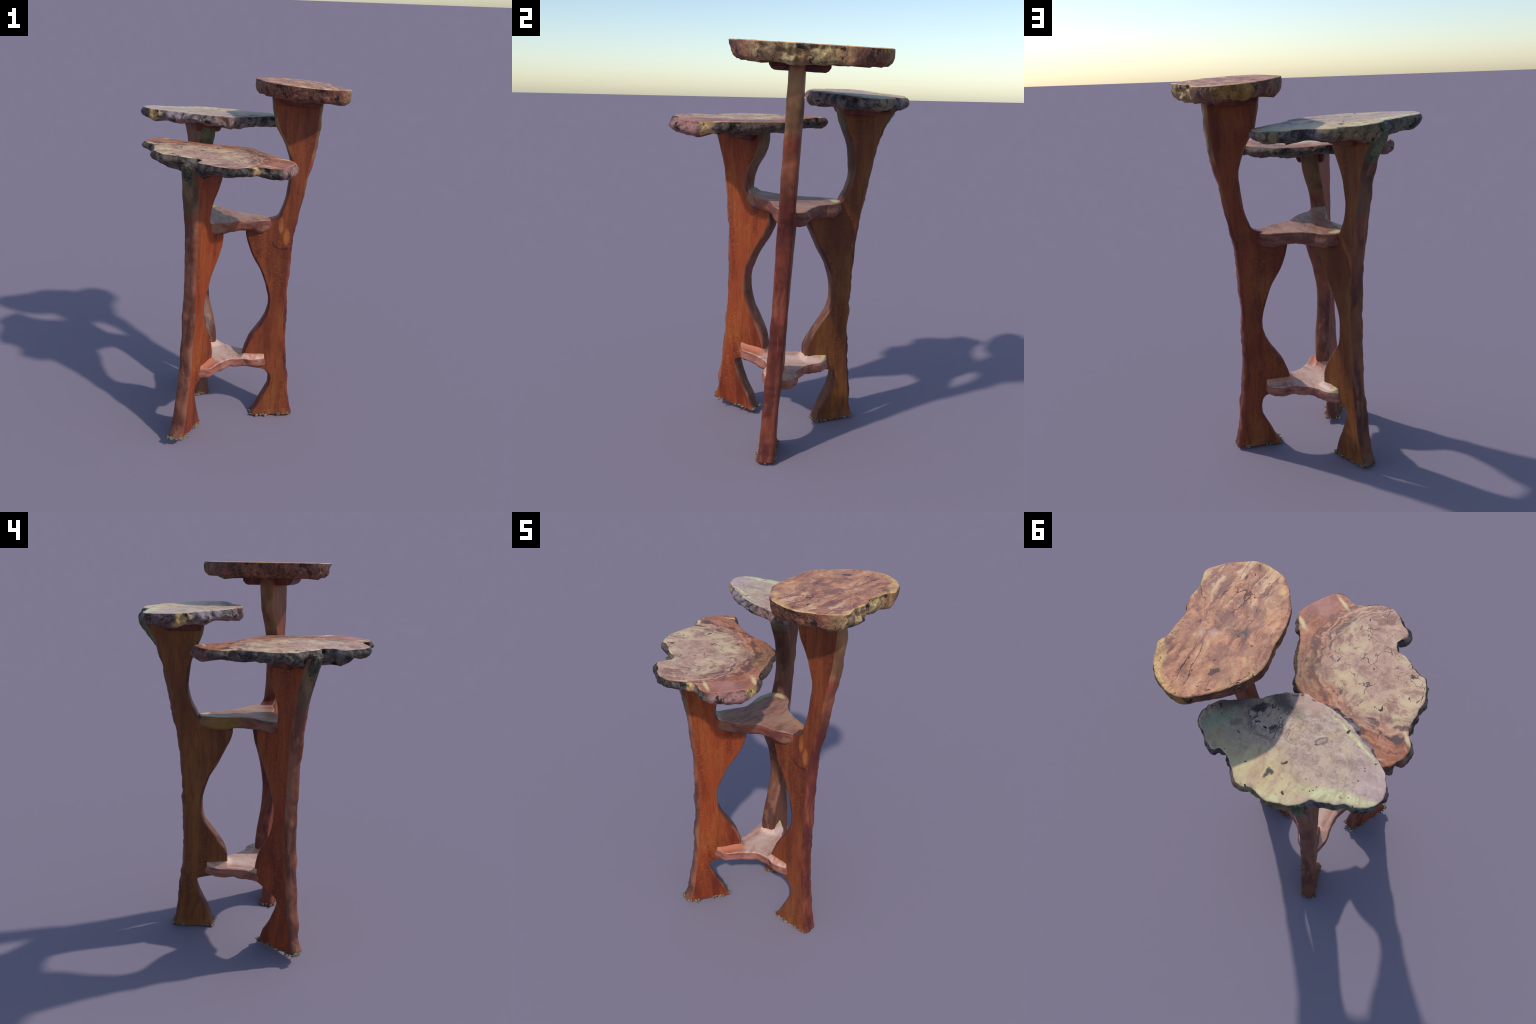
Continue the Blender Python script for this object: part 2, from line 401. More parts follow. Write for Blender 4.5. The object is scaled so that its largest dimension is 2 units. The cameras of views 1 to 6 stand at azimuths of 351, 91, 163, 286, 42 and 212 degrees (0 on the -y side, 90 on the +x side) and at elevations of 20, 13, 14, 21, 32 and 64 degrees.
# ------------------------------------------------------------------ slabs and shelves
def build_slab(name, outline, plane, thick, rim, mats, parent, seed, edge_amp, seg=420, top_amp=.0015,
               grow=0.0, lift=None, names=("live_edge", "slab_underside"), centre=None):
    """outline: closed list of (x,y); plane: (c,a,b) with z = c+a*x+b*y on the cut face;
    thick(x,y): thickness at the rim; rim(x,y): (bottom inset, bulge) of the edge."""
    pts = closed_spline(outline, seg)
    cx, cy = centre or (sum(p.x for p in pts) / seg, sum(p.y for p in pts) / seg)
    zp = lambda x, y: plane[0] + plane[1] * x + plane[2] * y
    rag = [edge_amp(p.x, p.y) * (.55 * fbm((p.x, p.y, seed), 16, 3, seed) + .55 * facets((p.x, p.y, seed), 17, seed) + .22 * fbm((p.x, p.y, seed), 38, 3, seed) - 1.2 * max(0.0, fbm((p.x, p.y, seed + 7), 11, 2, seed) - .22)) for p in pts]
    outn = []
    for i in range(seg):
        t = pts[(i + 3) % seg] - pts[i - 3]
        outn.append(Vector((t.y, -t.x)).normalized())
    if sum((pts[i] - Vector((cx, cy))).dot(outn[i]) for i in range(seg)) < 0:
        outn = [-n for n in outn]
    pts = [p + n * (r + grow) for p, n, r in zip(pts, outn, rag)]
    area = sum(pts[i].x * pts[(i + 1) % seg].y - pts[(i + 1) % seg].x * pts[i].y for i in range(seg))
    verts, ring_ids = [], []
    def ring(fn):
        ids = []
        for i in range(seg):
            ids.append(len(verts)); verts.append(fn(i))
        ring_ids.append(ids)
    C = Vector((cx, cy))
    top_rings = [.08, .16, .25, .32, .38, .44, .5, .55, .6, .65, .7, .74, .78, .82, .86, .9, .94, .97]
    def top_pt(i, k, dz=0.0, inset=.006):
        p = C + (pts[i] - outn[i] * inset - C) * k
        z = zp(p.x, p.y) + top_amp * fbm((p.x, p.y, seed), 14, 4)
        if lift: z += lift(p.x, p.y)
        return Vector((p.x, p.y, z + dz))
    verts.append(Vector((cx, cy, zp(cx, cy))))
    for k in top_rings:
        ring(lambda i: top_pt(i, k))
    ring(lambda i: top_pt(i, 1.0, 0, .006))
    ring(lambda i: top_pt(i, 1.0, -.001, .002))
    n_face = len(ring_ids)
    NS = 16
    for j in range(NS + 1):
        f = j / NS
        def side(i, f=f, j=j):
            x, y = pts[i]
            th = thick(x, y); ins, bul = rim(x, y)
            ins += edge_amp(x, y) * 2.2 * fbm((x, y, seed + 3), 6, 2, seed)
            depth = .003 + (th - .003) * f
            prof = bul * math.sin(math.pi * min(1, f * 1.05)) - ins * f ** 2 - .012 * max(0, f - .8) / .2
            q = (x, y, -depth + seed)
            rough = min(1, f * 5 + .15)
            lump = (fbm(q, 8, 2, seed) * .9 + facets(q, 15, seed) * 1.1 + fbm(q, 34, 4, seed) * .32)
            pit = max(0.0, fbm(q, 13, 3, seed + 31) - .14) * 4.0
            prof += edge_amp(x, y) * (lump - pit) * rough
            p = pts[i] + outn[i] * prof
            zw = fbm((x, y, seed), 10, 3) * .012 * f
            return Vector((p.x, p.y, zp(x, y) - depth + zw))
        ring(side)
    n_side = len(ring_ids)
    def bot(i, k):
        base = verts[ring_ids[n_side - 1][i]]
        x = cx + (base.x - cx) * k; y = cy + (base.y - cy) * k
        th = thick(x, y) + .006 * (1 - k)
        z = (base.z * max(0, (k - .6) / .4) if k > .6 else 0) + (zp(x, y) - th) * (1 - max(0, (k - .6) / .4))
        return Vector((x, y, z + .003 * fbm((x, y, 3 + seed), 10, 3)))
    for k in (.93, .8, .6, .35):
        ring(lambda i: bot(i, k))
    verts.append(Vector((cx, cy, zp(cx, cy) - thick(cx, cy) - .006)))
    last = len(verts) - 1
    F = ([], [], [])
    def emit(group, f):
        F[group].append(f if area > 0 else f[::-1])
    for i in range(seg):
        emit(0, (0, ring_ids[0][i], ring_ids[0][(i + 1) % seg]))
        emit(2, (last, ring_ids[-1][(i + 1) % seg], ring_ids[-1][i]))
    for r in range(len(ring_ids) - 1):
        grp = 0 if r < n_face else (1 if r < n_side - 1 else 2)
        a, b = ring_ids[r], ring_ids[r + 1]
        for i in range(seg):
            j = (i + 1) % seg
            emit(grp, (a[i], b[i], b[j], a[j]))
    normals = vertex_normals(verts, F[0] + F[1] + F[2])
    made = []
    par = parent
    for gi, nm in enumerate((name,) + names):
        used = sorted({v for f in F[gi] for v in f})
        remap = {v: k for k, v in enumerate(used)}
        ob = add_mesh(nm, [verts[v] for v in used], [tuple(remap[v] for v in f) for f in F[gi]],
                      [mats[gi]], parent=par)
        ob.data.normals_split_custom_set_from_vertices([tuple(normals[v]) for v in used])
        made.append(ob)
        par = made[0]
    return made[0]

# ------------------------------------------------------------------ legs
def sheet_at(sheet, z):
    o = Vector((smooth_table(sheet, z, 1, .05), smooth_table(sheet, z, 2, .05), 0))
    d = Vector((smooth_table(sheet, z, 3, .05), smooth_table(sheet, z, 4, .05), 0)).normalized()
    return o, d, Vector((-d.y, d.x, 0))

def build_leg(sheet, prof, foot, top, mats, parent, seed, thick=.075):
    """plank leg, slightly bowed and twisted. sheet: (z, x, y of the outer edge, direction of the
    width dx, dy); prof: (z, inner edge, outer edge) measured from there; foot(u): ground clearance."""
    W, E = 30, 9
    zs = []
    z = 0.0
    while z < top:
        zs.append(z)
        z += .006 if (z < .05 or .26 < z < .42 or 1.14 < z < 1.30) else .011
    zs.append(top)
    verts, faces, mi = [], [], []
    rings = []
    for k, z in enumerate(zs):
        si = smooth_table(prof, z, 1, .006); so = smooth_table(prof, z, 2, .006)
        org, d, n = sheet_at(sheet, z)
        l0 = 0.0
        th = thick(z) if callable(thick) else thick
        r = min(.011, th * .3)
        loop = []
        def cross():
            # +n face inner->outer, outer edge, -n face outer->inner, inner edge
            for i in range(W):
                u = i / (W - 1); yield (si + r + (so - si - 2 * r) * u, th / 2, 0, u)
            for i in range(1, E):
                a = i / E
                ang = math.pi / 2 * min(1, a * 3) if a < 1 / 3 else 0
                if a < 1 / 3:
                    yield (so - r + r * math.sin(math.pi / 2 * a * 3), th / 2 - r + r * math.cos(math.pi / 2 * a * 3), 1, 1)
                elif a > 2 / 3:
                    b = (a - 2 / 3) * 3
                    yield (so - r + r * math.cos(math.pi / 2 * b), -(th / 2 - r) - r * math.sin(math.pi / 2 * b), 1, 1)
                else:
                    yield (so + .003, (th / 2 - r) * (1 - 2 * (a - 1 / 3) * 3), 1, 1)
            for i in range(W):
                u = 1 - i / (W - 1); yield (si + r + (so - si - 2 * r) * u, -th / 2, 0, u)
            for i in range(1, E):
                a = i / E
                if a < 1 / 3:
                    yield (si + r - r * math.sin(math.pi / 2 * a * 3), -(th / 2 - r) - r * math.cos(math.pi / 2 * a * 3), 2, 0)
                elif a > 2 / 3:
                    b = (a - 2 / 3) * 3
                    yield (si + r - r * math.cos(math.pi / 2 * b), th / 2 - r + r * math.sin(math.pi / 2 * b), 2, 0)
                else:
                    yield (si - .002, -(th / 2 - r) * (1 - 2 * (a - 1 / 3) * 3), 2, 0)
        for s, t, kind, u in cross():
            zz = z
            f = foot(u)
            if z < .12:
                zz = f + z * (.12 - f) / .12
            base = org + d * s + n * (l0 + t) + Vector((0, 0, zz))
            q = base
            if kind == 1:
                s += .008 * fbm((q.x * .8, q.y * .8, q.z), 9, 4, seed) + .010 * facets((q.x, q.y, q.z * .5), 13, seed) + .003 * fbm(q, 30, 3, seed + 6)
                t += .004 * fbm(q, 11, 2, seed + 5)
            elif kind == 2:
                s += .005 * fbm((q.x, q.y, q.z), 8, 2, seed + 2) + .004 * facets((q.x, q.y, q.z * .6), 16, seed + 3)
            else:
                t += (1 if t > 0 else -1) * .0025 * fbm(q, 9, 3, seed + 9)
                t += (1 if t > 0 else -1) * .002 * facets((q.x, q.y, q.z * .5), 14, seed + 4) * (1 if u > .8 else .3)
            if zz < .045:      # splayed, ragged foot
                j = (1 - zz / .045)
                t *= 1 + .22 * j * (1 + noise.noise(Vector((s * 30, t * 9, seed))))
                s += (.014 if u > .9 else -.014 if u < .1 else 0) * .7 * j * (.6 + noise.noise(Vector((t * 40, s, seed))))
                zz += .008 * j * noise.noise(Vector((s, t, seed)) * 60)
            loop.append(len(verts))
            verts.append(org + d * s + n * (l0 + t) + Vector((0, 0, max(zz, 0.0))))
            if k == 0:
                mi.append(1 if kind else 0)
        rings.append(loop)
    M = len(rings[0])
    kinds = mi
    fm = []
    for a, b in zip(rings, rings[1:]):
        for i in range(M):
            j = (i + 1) % M
            faces.append((a[i], a[j], b[j], b[i])[::-1]); fm.append(1 if kinds[i] or kinds[j] else 0)
    for loop, flip in ((rings[0], False), (rings[-1], True)):
        c = len(verts)
        verts.append(sum((verts[i] for i in loop), Vector()) / M)
        for i in range(M):
            f = (c, loop[(i + 1) % M], loop[i]) if not flip else (c, loop[i], loop[(i + 1) % M])
            faces.append(f[::-1]); fm.append(0)
    return add_mesh("leg", verts, faces, mats, fm, parent)

# ------------------------------------------------------------------ cleats and debris
def build_cleat(corners, z0, z1, plane, mat, parent, seed):
    """bevelled block under a slab; corners: 4 plan points"""
    base = []
    m = len(corners)
    for i in range(m):
        a, b = Vector(corners[i]), Vector(corners[(i + 1) % m])
        for k in range(10):
            base.append(a.lerp(b, k / 10))
    cx = sum(p.x for p in base) / len(base); cy = sum(p.y for p in base) / len(base)
    C = Vector((cx, cy))
    verts, rings = [], []
    prof = ((0, .97), (.0, 1.0), (.55, 1.0), (.85, .93), (1.0, .84), (1.0, .4))
    for f, k in prof:
        r = []
        for p in base:
            q = C + (p - C) * k
            z = z1 + (z0 - z1) * f + plane[0] * (q.x - cx) + plane[1] * (q.y - cy)
            z += .003 * fbm((q.x, q.y, z), 14, 3, seed)
            q = q + (p - C).normalized() * .004 * fbm((q.x, q.y, z), 16, 3, seed + 2)
            r.append(len(verts)); verts.append(Vector((q.x, q.y, z)))
        rings.append(r)
    M = len(base)
    faces = []
    for a, b in zip(rings, rings[1:]):
        for i in range(M):
            faces.append((a[i], a[(i + 1) % M], b[(i + 1) % M], b[i]))
    for loop in (rings[0], rings[-1]):
        c = len(verts); verts.append(sum((verts[i] for i in loop), Vector()) / M)
        for i in range(M):
            faces.append((c, loop[i], loop[(i + 1) % M]) if loop is rings[-1] else (c, loop[(i + 1) % M], loop[i]))
    area = sum(base[i].x * base[(i + 1) % M].y - base[(i + 1) % M].x * base[i].y for i in range(M))
    if area > 0:
        faces = [f[::-1] for f in faces]
    return add_mesh("cleat", verts, faces, [mat], parent=parent)

def build_debris(legs, mat, parent):
    """clinging flakes of gravel and dry litter round every foot"""
    rnd = random.Random(21)
    verts, faces = [], []
    def chip(c, size, ax):
        b = len(verts)
        side = Vector((-ax.y, ax.x, 0))
        up = Vector((0, 0, 1))
        L, Wd, H = size * rnd.uniform(1.0, 2.0), size * rnd.uniform(.5, 1.0), size * rnd.uniform(.3, .6)
        ring0 = [(-.5, 1, -.5), (-.5, -1, -.5), (-.5, -.8, .6), (-.5, .7, .5)]
        ring1 = [(.35, .7, -.4), (.3, -.8, -.5), (.4, -.6, .4), (.25, .6, .6)]
        for rr in (ring0, ring1):
            for x, y, z in rr:
                verts.append(c + ax * x * L + side * (y * Wd * .5 + rnd.uniform(-.2, .2) * Wd) + up * (z * H + rnd.uniform(-.2, .2) * H))
        verts.append(c + ax * .75 * L + side * rnd.uniform(-.4, .4) * Wd + up * rnd.uniform(-.3, .5) * H)
        faces.extend([tuple(b + k for k in q) for q in ((0, 1, 2, 3), (0, 4, 5, 1), (1, 5, 6, 2), (2, 6, 7, 3), (3, 7, 4, 0),
                                                        (4, 8, 5), (5, 8, 6), (6, 8, 7), (7, 8, 4))])
    for leg in legs:
        org, d, n = sheet_at(leg["sheet"], 0.0)
        s0, s1, foot, off = leg["prof"][0][1], leg["prof"][0][2], leg["foot"], 0.0
        for side in (-1, 1):
            for _ in range(64):
                u = rnd.random()
                if noise.noise(Vector((u * 5, side * 3.3, s0 * 9))) < -.12: continue
                c = org + d * (s0 + (s1 - s0) * u) + n * (off + side * rnd.uniform(.036, .046))
                c.z = foot(u) + rnd.uniform(.002, .010)
                a = rnd.uniform(-.9, .9)
                ax = (n * side * math.cos(a) + d * math.sin(a) + Vector((0, 0, rnd.uniform(-.3, .15)))).normalized()
                chip(c + ax * rnd.uniform(-.006, .003), .004 + .013 * rnd.random() ** 2.2, ax)
        for end, s in ((-1, s0), (1, s1)):
            for _ in range(16):
                t = rnd.uniform(-.04, .04)
                c = org + d * (s + end * rnd.uniform(-.004, .004)) + n * (off + t)
                c.z = foot(0 if end < 0 else 1) + rnd.uniform(.001, .012)
                a = rnd.uniform(-.8, .8)
                ax = (d * end * math.cos(a) + n * math.sin(a) + Vector((0, 0, rnd.uniform(-.25, .2)))).normalized()
                chip(c + ax * rnd.uniform(-.006, .003), .004 + .015 * rnd.random() ** 2, ax)
    lo = min(v.z for v in verts)
    for v in verts:
        v.z = max(v.z, 0.0)
    ob = add_mesh("foot_debris", verts, faces, [mat], parent=parent, smooth=False)
    ob["kind"] = "stuff"
    return ob

def debris_mat():
    g = G("gravel_litter", .85)
    n = g.noise(g.obj, 220, 3, .7)
    col = g.ramp(n, (.38, (.04, .036, .024)), (.5, (.17, .145, .09)), (.62, (.45, .37, .27)))
    return g.finish(col, n, .4, .003)

def build_bracket(org, d, n, radii, mat, parent, seed):
    """gnarled knob of bark left where a leg flares out under its slab"""
    d, n = d.normalized(), n.normalized()
    U, V = 56, 36
    verts, faces = [], []
    for j in range(V + 1):
        ph = math.pi * j / V
        for i in range(U):
            th = 2 * math.pi * i / U
            p = Vector((math.cos(th) * math.sin(ph), math.sin(th) * math.sin(ph), math.cos(ph)))
            r = 1 + .28 * fbm(p, 1.6, 3, seed) + .20 * facets(p, 2.6, seed)
            w = .45 + .55 * (p.z * .5 + .5)          # tapers downward into the leg
            out = d * (p.x * radii[0] * r * w + (p.z - 1) * radii[0] * .55)
            verts.append(org + out + n * (p.y * radii[1] * r * (.75 + .25 * p.z)) + Vector((0, 0, p.z * radii[2] * (1 + .1 * (r - 1)))))
    for j in range(V):
        for i in range(U):
            k = (i + 1) % U
            faces.append((j * U + i, (j + 1) * U + i, (j + 1) * U + k, j * U + k))
    return add_mesh("bark_bracket", verts, faces, [mat], parent=parent)

# ------------------------------------------------------------------ dimensions
LEG_TALL = dict(
    sheet=[(0, 0.32, -0.087, 1, -0.085), (0.2, 0.29, -0.074, 1, -0.085), (0.5, 0.27, -0.052, 1, -0.085), (0.7, 0.27, -0.038, 1, -0.085),
          (0.9, 0.276, -0.028, 1, -0.085), (1.1, 0.291, -0.021, 1, -0.085), (1.3, 0.33, -0.011, 1, -0.085), (1.5, 0.37, -0.003, 1,
          -0.08), (1.7, .41, .006, 1, -.06), (1.9, .424, .012, 1, -.05)],
    prof=[(0, -0.237, 0.004), (0.05, -0.205, 0.003), (0.1, -0.175, 0.004), (0.15, -0.138, 0.004), (0.2, -0.108, 0.005), (0.25, -0.098,
          0.003), (0.28, -0.103, 0.002), (0.3, -0.119, 0.001), (0.315, -0.14, 0.001), (0.33, -0.25, 0.001), (0.36, -0.26, 0.001),
          (0.4, -0.252, 0.001), (0.45, -0.235, 0.001), (0.5, -0.211, 0.003), (0.55, -0.177, 0.003), (0.6, -0.142, 0.003), (0.65,
          -0.116, 0.003), (0.7, -0.103, 0.004), (0.75, -0.1, 0.003), (0.8, -0.108, 0.002), (0.85, -0.123, 0.003), (0.9, -0.144,
          0.003), (0.95, -0.171, 0.002), (1, -0.201, 0.001), (1.05, -0.23, 0.001), (1.1, -0.253, 0.003), (1.15, -0.27, 0.001),
          (1.2, -0.272, 0.002), (1.215, -0.21, 0.003), (1.228, -0.155, 0.003), (1.24, -0.113, 0.003), (1.255, -0.1, 0.004), (1.3,
          -0.092, 0.004), (1.35, -0.088, 0.005), (1.4, -0.089, 0.005), (1.45, -0.091, 0.005), (1.5, -0.097, 0.004), (1.55, -0.108,
          0.004), (1.6, -0.131, 0.005), (1.65, -0.159, 0.005), (1.7, -0.194, 0.003), (1.75, -0.225, 0.005), (1.8, -0.242, 0.005),
          (1.85, -0.257, 0.003), (1.92, -0.268, 0.003)],
    foot=lambda u: .002 + .010 * u, top=1.915)
LEG_LOW = dict(
    sheet=[(0, -0.391, -0.38, -0.46, -0.89), (0.1, -0.377, -0.359, -0.46, -0.89), (0.2, -0.362, -0.348, -0.47, -0.883), (0.35, -0.344,
          -0.331, -0.515, -0.857), (0.5, -0.3305, -0.316, -0.55, -0.835), (0.7, -0.318, -0.302, -0.58, -0.815), (1.0, -0.305,
          -0.292, -0.6, -0.8), (1.3, -0.302, -0.311, -0.59, -0.81), (1.45, -0.306, -0.332, -0.58, -0.815), (1.64, -0.315, -0.368,
          -0.57, -0.82)],
    prof=[(0, -0.251, 0.013), (0.05, -0.229, 0.006), (0.1, -0.204, 0.005), (0.15, -0.17, 0.002), (0.2, -0.141, 0.001), (0.25, -0.113, 0.0),
          (0.3, -0.091, 0.0), (0.32, -0.097, 0.0), (0.335, -0.127, 0.0), (0.345, -0.187, 0.0), (0.36, -0.269, -0.001), (0.4,
          -0.271, -0.001), (0.45, -0.263, -0.001), (0.5, -0.243, -0.001), (0.55, -0.218, -0.001), (0.6, -0.187, -0.001), (0.65,
          -0.153, -0.001), (0.7, -0.13, -0.001), (0.75, -0.117, -0.001), (0.8, -0.115, -0.001), (0.85, -0.121, -0.001), (0.9,
          -0.143, 0.0), (0.95, -0.165, 0.001), (1, -0.201, 0.002), (1.05, -0.239, 0.001), (1.1, -0.273, -0.001), (1.15, -0.286,
          -0.002), (1.2, -0.287, -0.004), (1.235, -0.267, -0.004), (1.25, -0.187, -0.003), (1.265, -0.152, -0.002), (1.28, -0.135,
          -0.001), (1.3, -0.132, -0.001), (1.35, -0.148, -0.001), (1.4, -0.179, -0.001), (1.45, -0.225, -0.001), (1.5, -0.259,
          0.001), (1.55, -0.279, 0.005), (1.585, -0.285, 0.006), (1.61, -0.287, 0.008), (1.64, -0.287, 0.008)],
    foot=lambda u: .022 + .030 * u, top=1.625)
LEG_MID = dict(
    sheet=[(0, -0.276, 0.384, -0.36, 0.933), (0.2, -0.2518, 0.3585, -0.345, 0.939), (0.5, -0.233, 0.336, -0.335, 0.942), (0.7, -0.226, 0.337,
          -0.32, 0.947), (1.0, -0.225, 0.353, -0.33, 0.944), (1.3, -0.226, 0.4, -0.28, 0.96), (1.5, -0.234, 0.44, -0.3, 0.954),
          (1.7, -0.251, 0.498, -0.31, 0.95)],
    prof=[(0, -0.229, -0.011), (0.05, -0.212, -0.012), (0.1, -0.186, -0.012), (0.15, -0.152, -0.011), (0.2, -0.123, -0.01), (0.25, -0.105,
          -0.01), (0.28, -0.099, -0.01), (0.3, -0.095, -0.01), (0.315, -0.15, -0.01), (0.33, -0.25, -0.01), (0.38, -0.258, -0.01),
          (0.4, -0.256, -0.01), (0.45, -0.249, -0.009), (0.5, -0.225, -0.008), (0.55, -0.192, -0.008), (0.6, -0.156, -0.007),
          (0.65, -0.12, -0.007), (0.7, -0.106, -0.007), (0.75, -0.106, -0.007), (0.8, -0.111, -0.008), (0.85, -0.128, -0.008),
          (0.9, -0.15, -0.008), (0.95, -0.178, -0.008), (1, -0.21, -0.008), (1.05, -0.243, -0.009), (1.1, -0.274, -0.011), (1.15,
          -0.296, -0.01), (1.17, -0.3, -0.01), (1.2, -0.28, -0.009), (1.215, -0.2, -0.008), (1.225, -0.155, -0.008), (1.24,
          -0.132, -0.007), (1.3, -0.108, -0.006), (1.35, -0.103, -0.006), (1.4, -0.107, -0.006), (1.45, -0.122, -0.005), (1.5,
          -0.139, -0.005), (1.55, -0.17, -0.005), (1.6, -0.209, -0.005), (1.65, -0.245, 0.005), (1.69, -0.262, 0.021), (1.74,
          -0.27, 0.029)],
    foot=lambda u: .003 + .008 * u, top=1.74)

SLAB_TALL = [(0.549, -0.151), (0.4982, -0.206), (0.437, -0.249), (0.369, -0.278), (0.292, -0.274), (0.232, -0.252), (0.187, -0.211), (0.152,
             -0.166), (0.119, -0.106), (0.108, -0.056), (0.101, -0.006), (0.101, 0.039), (0.094, 0.079), (0.087, 0.117), (0.085,
             0.159), (0.089, 0.194), (0.112, 0.237), (0.141, 0.279), (0.175, 0.322), (0.217, 0.364), (0.279, 0.409), (0.322,
             0.426), (0.365, 0.424), (0.415, 0.404), (0.457, 0.374), (0.493, 0.332), (0.516, 0.279), (0.53, 0.239), (0.509,
             0.203), (0.509, 0.145), (0.503, 0.094), (0.52, 0.034), (0.5301, -0.036), (0.5337, -0.096)]
SLAB_LOW = [(.11, -.55), (.06, -.548), (.015, -.528), (-.03, -.545), (-.06, -.562), (-.115, -.58), (-.17, -.575), (-.225, -.525), (-.262, -.505),
            (-.275, -.47), (-.25, -.43), (-.268, -.385), (-.308, -.378), (-.352, -.345), (-.40, -.318), (-.44, -.303), (-.463, -.255), (-.48, -.2),
            (-.48, -.155), (-.478, -.10), (-.487, -.05), (-.505, -.01), (-.525, .02), (-.520, .08), (-.50, .13), (-.47, .162), (-.43, .185),
            (-.40, .165), (-.358, .132), (-.30, .10), (-.239, .069), (-.153, .047), (-.10, .045), (-.04, .02), (.025, -.002), (.06, -.04), (.08, -.10),
            (.11, -.153), (.132, -.215), (.17, -.28), (.21, -.342), (.222, -.40), (.185, -.465), (.143, -.53)]
SLAB_MID = [(.232, .257), (.182, .232), (.136, .2), (.081, .168), (.035, .125), (-.041, .08), (-.09, .083), (-.16, .092), (-.21, .102), (-.25, .112),
            (-.305, .135), (-.35, .165), (-.41, .195), (-.47, .232), (-.505, .262), (-.53, .30), (-.54, .345), (-.53, .39), (-.49, .42), (-.44, .438),
            (-.409, .447), (-.349, .472), (-.30, .485), (-.25, .533), (-.176, .563), (-.101, .553), (-.067, .543), (-.031, .553), (.013, .541),
            (.053, .498), (.086, .468), (.13, .455), (.165, .468), (.232, .422), (.272, .382), (.28, .331), (.264, .285)]
SHELF_UP = [(.178, .0), (.172, .035), (.157, .060), (.13, .078), (.09, .09), (.05, .105), (.015, .123), (-.03, .15), (-.06, .185), (-.09, .225),
            (-.118, .25), (-.14, .262), (-.175, .258), (-.205, .235), (-.214, .2), (-.215, .15), (-.205, .10), (-.19, .04), (-.19, -.01),
            (-.205, -.05), (-.23, -.10), (-.245, -.16), (-.25, -.185), (-.22, -.20), (-.19, -.2), (-.16, -.185), (-.11, -.165), (-.075, -.14),
            (-.035, -.095), (0, -.076), (.04, -.072), (.09, -.06), (.13, -.042), (.16, -.03)]
SHELF_LOW = [(.16, -.05), (.156, .003), (.138, .031), (.09, .062), (.06, .055), (.035, .055), (.01, .07), (-.02, .09), (-.05, .11), (-.08, .145),
             (-.105, .187), (-.14, .215), (-.165, .228), (-.2, .225), (-.22, .205), (-.228, .17), (-.236, .12), (-.228, .06), (-.22, 0),
             (-.225, -.05), (-.245, -.11), (-.28, -.18), (-.285, -.215), (-.255, -.24), (-.225, -.235), (-.175, -.222), (-.135, -.165),
             (-.088, -.12), (-.04, -.094), (.015, -.09), (.06, -.104), (.093, -.103), (.148, -.086)]

def near(x, y, px, py, r):
    return max(0.0, 1 - math.hypot(x - px, y - py) / r)

# ------------------------------------------------------------------ assemble
stand = bpy.data.objects.new("plant_stand", None)
stand.empty_display_size = .2
COLL.objects.link(stand)
stand["label"] = "three-tiered rustic plant stand of red-brown burl wood"
stand["category"] = "plant stand"

edge_tall = leg_edge_wood("tall_leg_edge_wood", (.20, .045, .026), (.10, .022, .017), (.27, .085, .045),
                          [(1.75, .16, (.30, .16, .075), .75), (1.42, .12, (.24, .09, .045), .5)])
edge_low = leg_edge_wood("low_leg_edge_wood", (.24, .085, .05), (.12, .038, .025), (.30, .14, .09),
                         [(1.50, .13, (.15, .115, .062), .6)])
edge_mid = leg_edge_wood("middle_leg_edge_wood", (.17, .06, .034), (.085, .03, .022), (.24, .105, .06),
                         [(1.67, .07, (.12, .16, .08), .65), (1.45, .12, (.10, .075, .05), .45)])
face_tall = leg_face_wood("tall_leg_wood", (.215, .050, .017), (.11, .023, .012), (.25, .08, .022), (.29, .095, .028),
                          marks=[('arc', .235, 1.105, .055, .040, (.05, .015, .010)), ('blot', .225, 1.21, .013, .05, (.42, .13, .035)),
                                 ('blot', .258, 1.135, .016, .045, (.40, .125, .035))])
face_low = leg_face_wood("low_leg_wood", (.275, .052, .015), (.14, .023, .011), (.32, .085, .021), (.41, .12, .030))
face_mid = leg_face_wood("middle_leg_wood", (.215, .070, .019), (.11, .031, .013), (.24, .10, .025), (.29, .11, .031))

build_leg(**LEG_TALL, mats=[face_tall, edge_tall], parent=stand, seed=1.0, thick=lambda z: .074 - .006 * max(0, (z - 1.6) / .3))
build_leg(**LEG_LOW, mats=[face_low, edge_low], parent=stand, seed=4.0, thick=lambda z: .077 + .016 * min(1, max(0, (z - 1.2) / .3)))
build_leg(**LEG_MID, mats=[face_mid, edge_mid], parent=stand, seed=8.0, thick=lambda z: .077 + .012 * min(1, max(0, (z - 1.35) / .3)))

PL_TALL, PL_LOW, PL_MID = (2.006, -.070, -.040), (1.641, -.043, -.024), (1.793, -.053, -.05)
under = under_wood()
tall_edge = live_edge("tall_slab_live_edge", (.22, .075, .048), (.085, .032, .026),
                      [(.53, .02, .07, .23, 0, (.46, .27, .13), .9), (.53, .12, .05, .05, 0, (.62, .48, .22), .8), (.54, -.02, .04, .03, 0, (.62, .46, .24), .8),
                       (.54, -.13, .05, .05, 0, (.48, .30, .16), .8), (.40, .43, .15, .05, -.3, (.36, .18, .04), .9)],
                      speck=(.50, .32, .17), grit=.45, charred=.65)
low_edge = live_edge("low_slab_live_edge", (.16, .112, .088), (.028, .023, .022),
                     [(.17, -.47, .10, .11, .5, (.40, .19, .17), .95), (-.47, .13, .09, .09, .3, (.26, .12, .10), .9),
                      (.0, -.55, .02, .06, .3, (.70, .43, .20), .9), (.21, -.38, .03, .03, 0, (.70, .45, .18), .9),
                      (-.28, -.42, .08, .05, 0, (.26, .20, .18), .7), (.10, -.16, .06, .10, .4, (.17, .11, .08), .7)], speck=(.30, .25, .23))
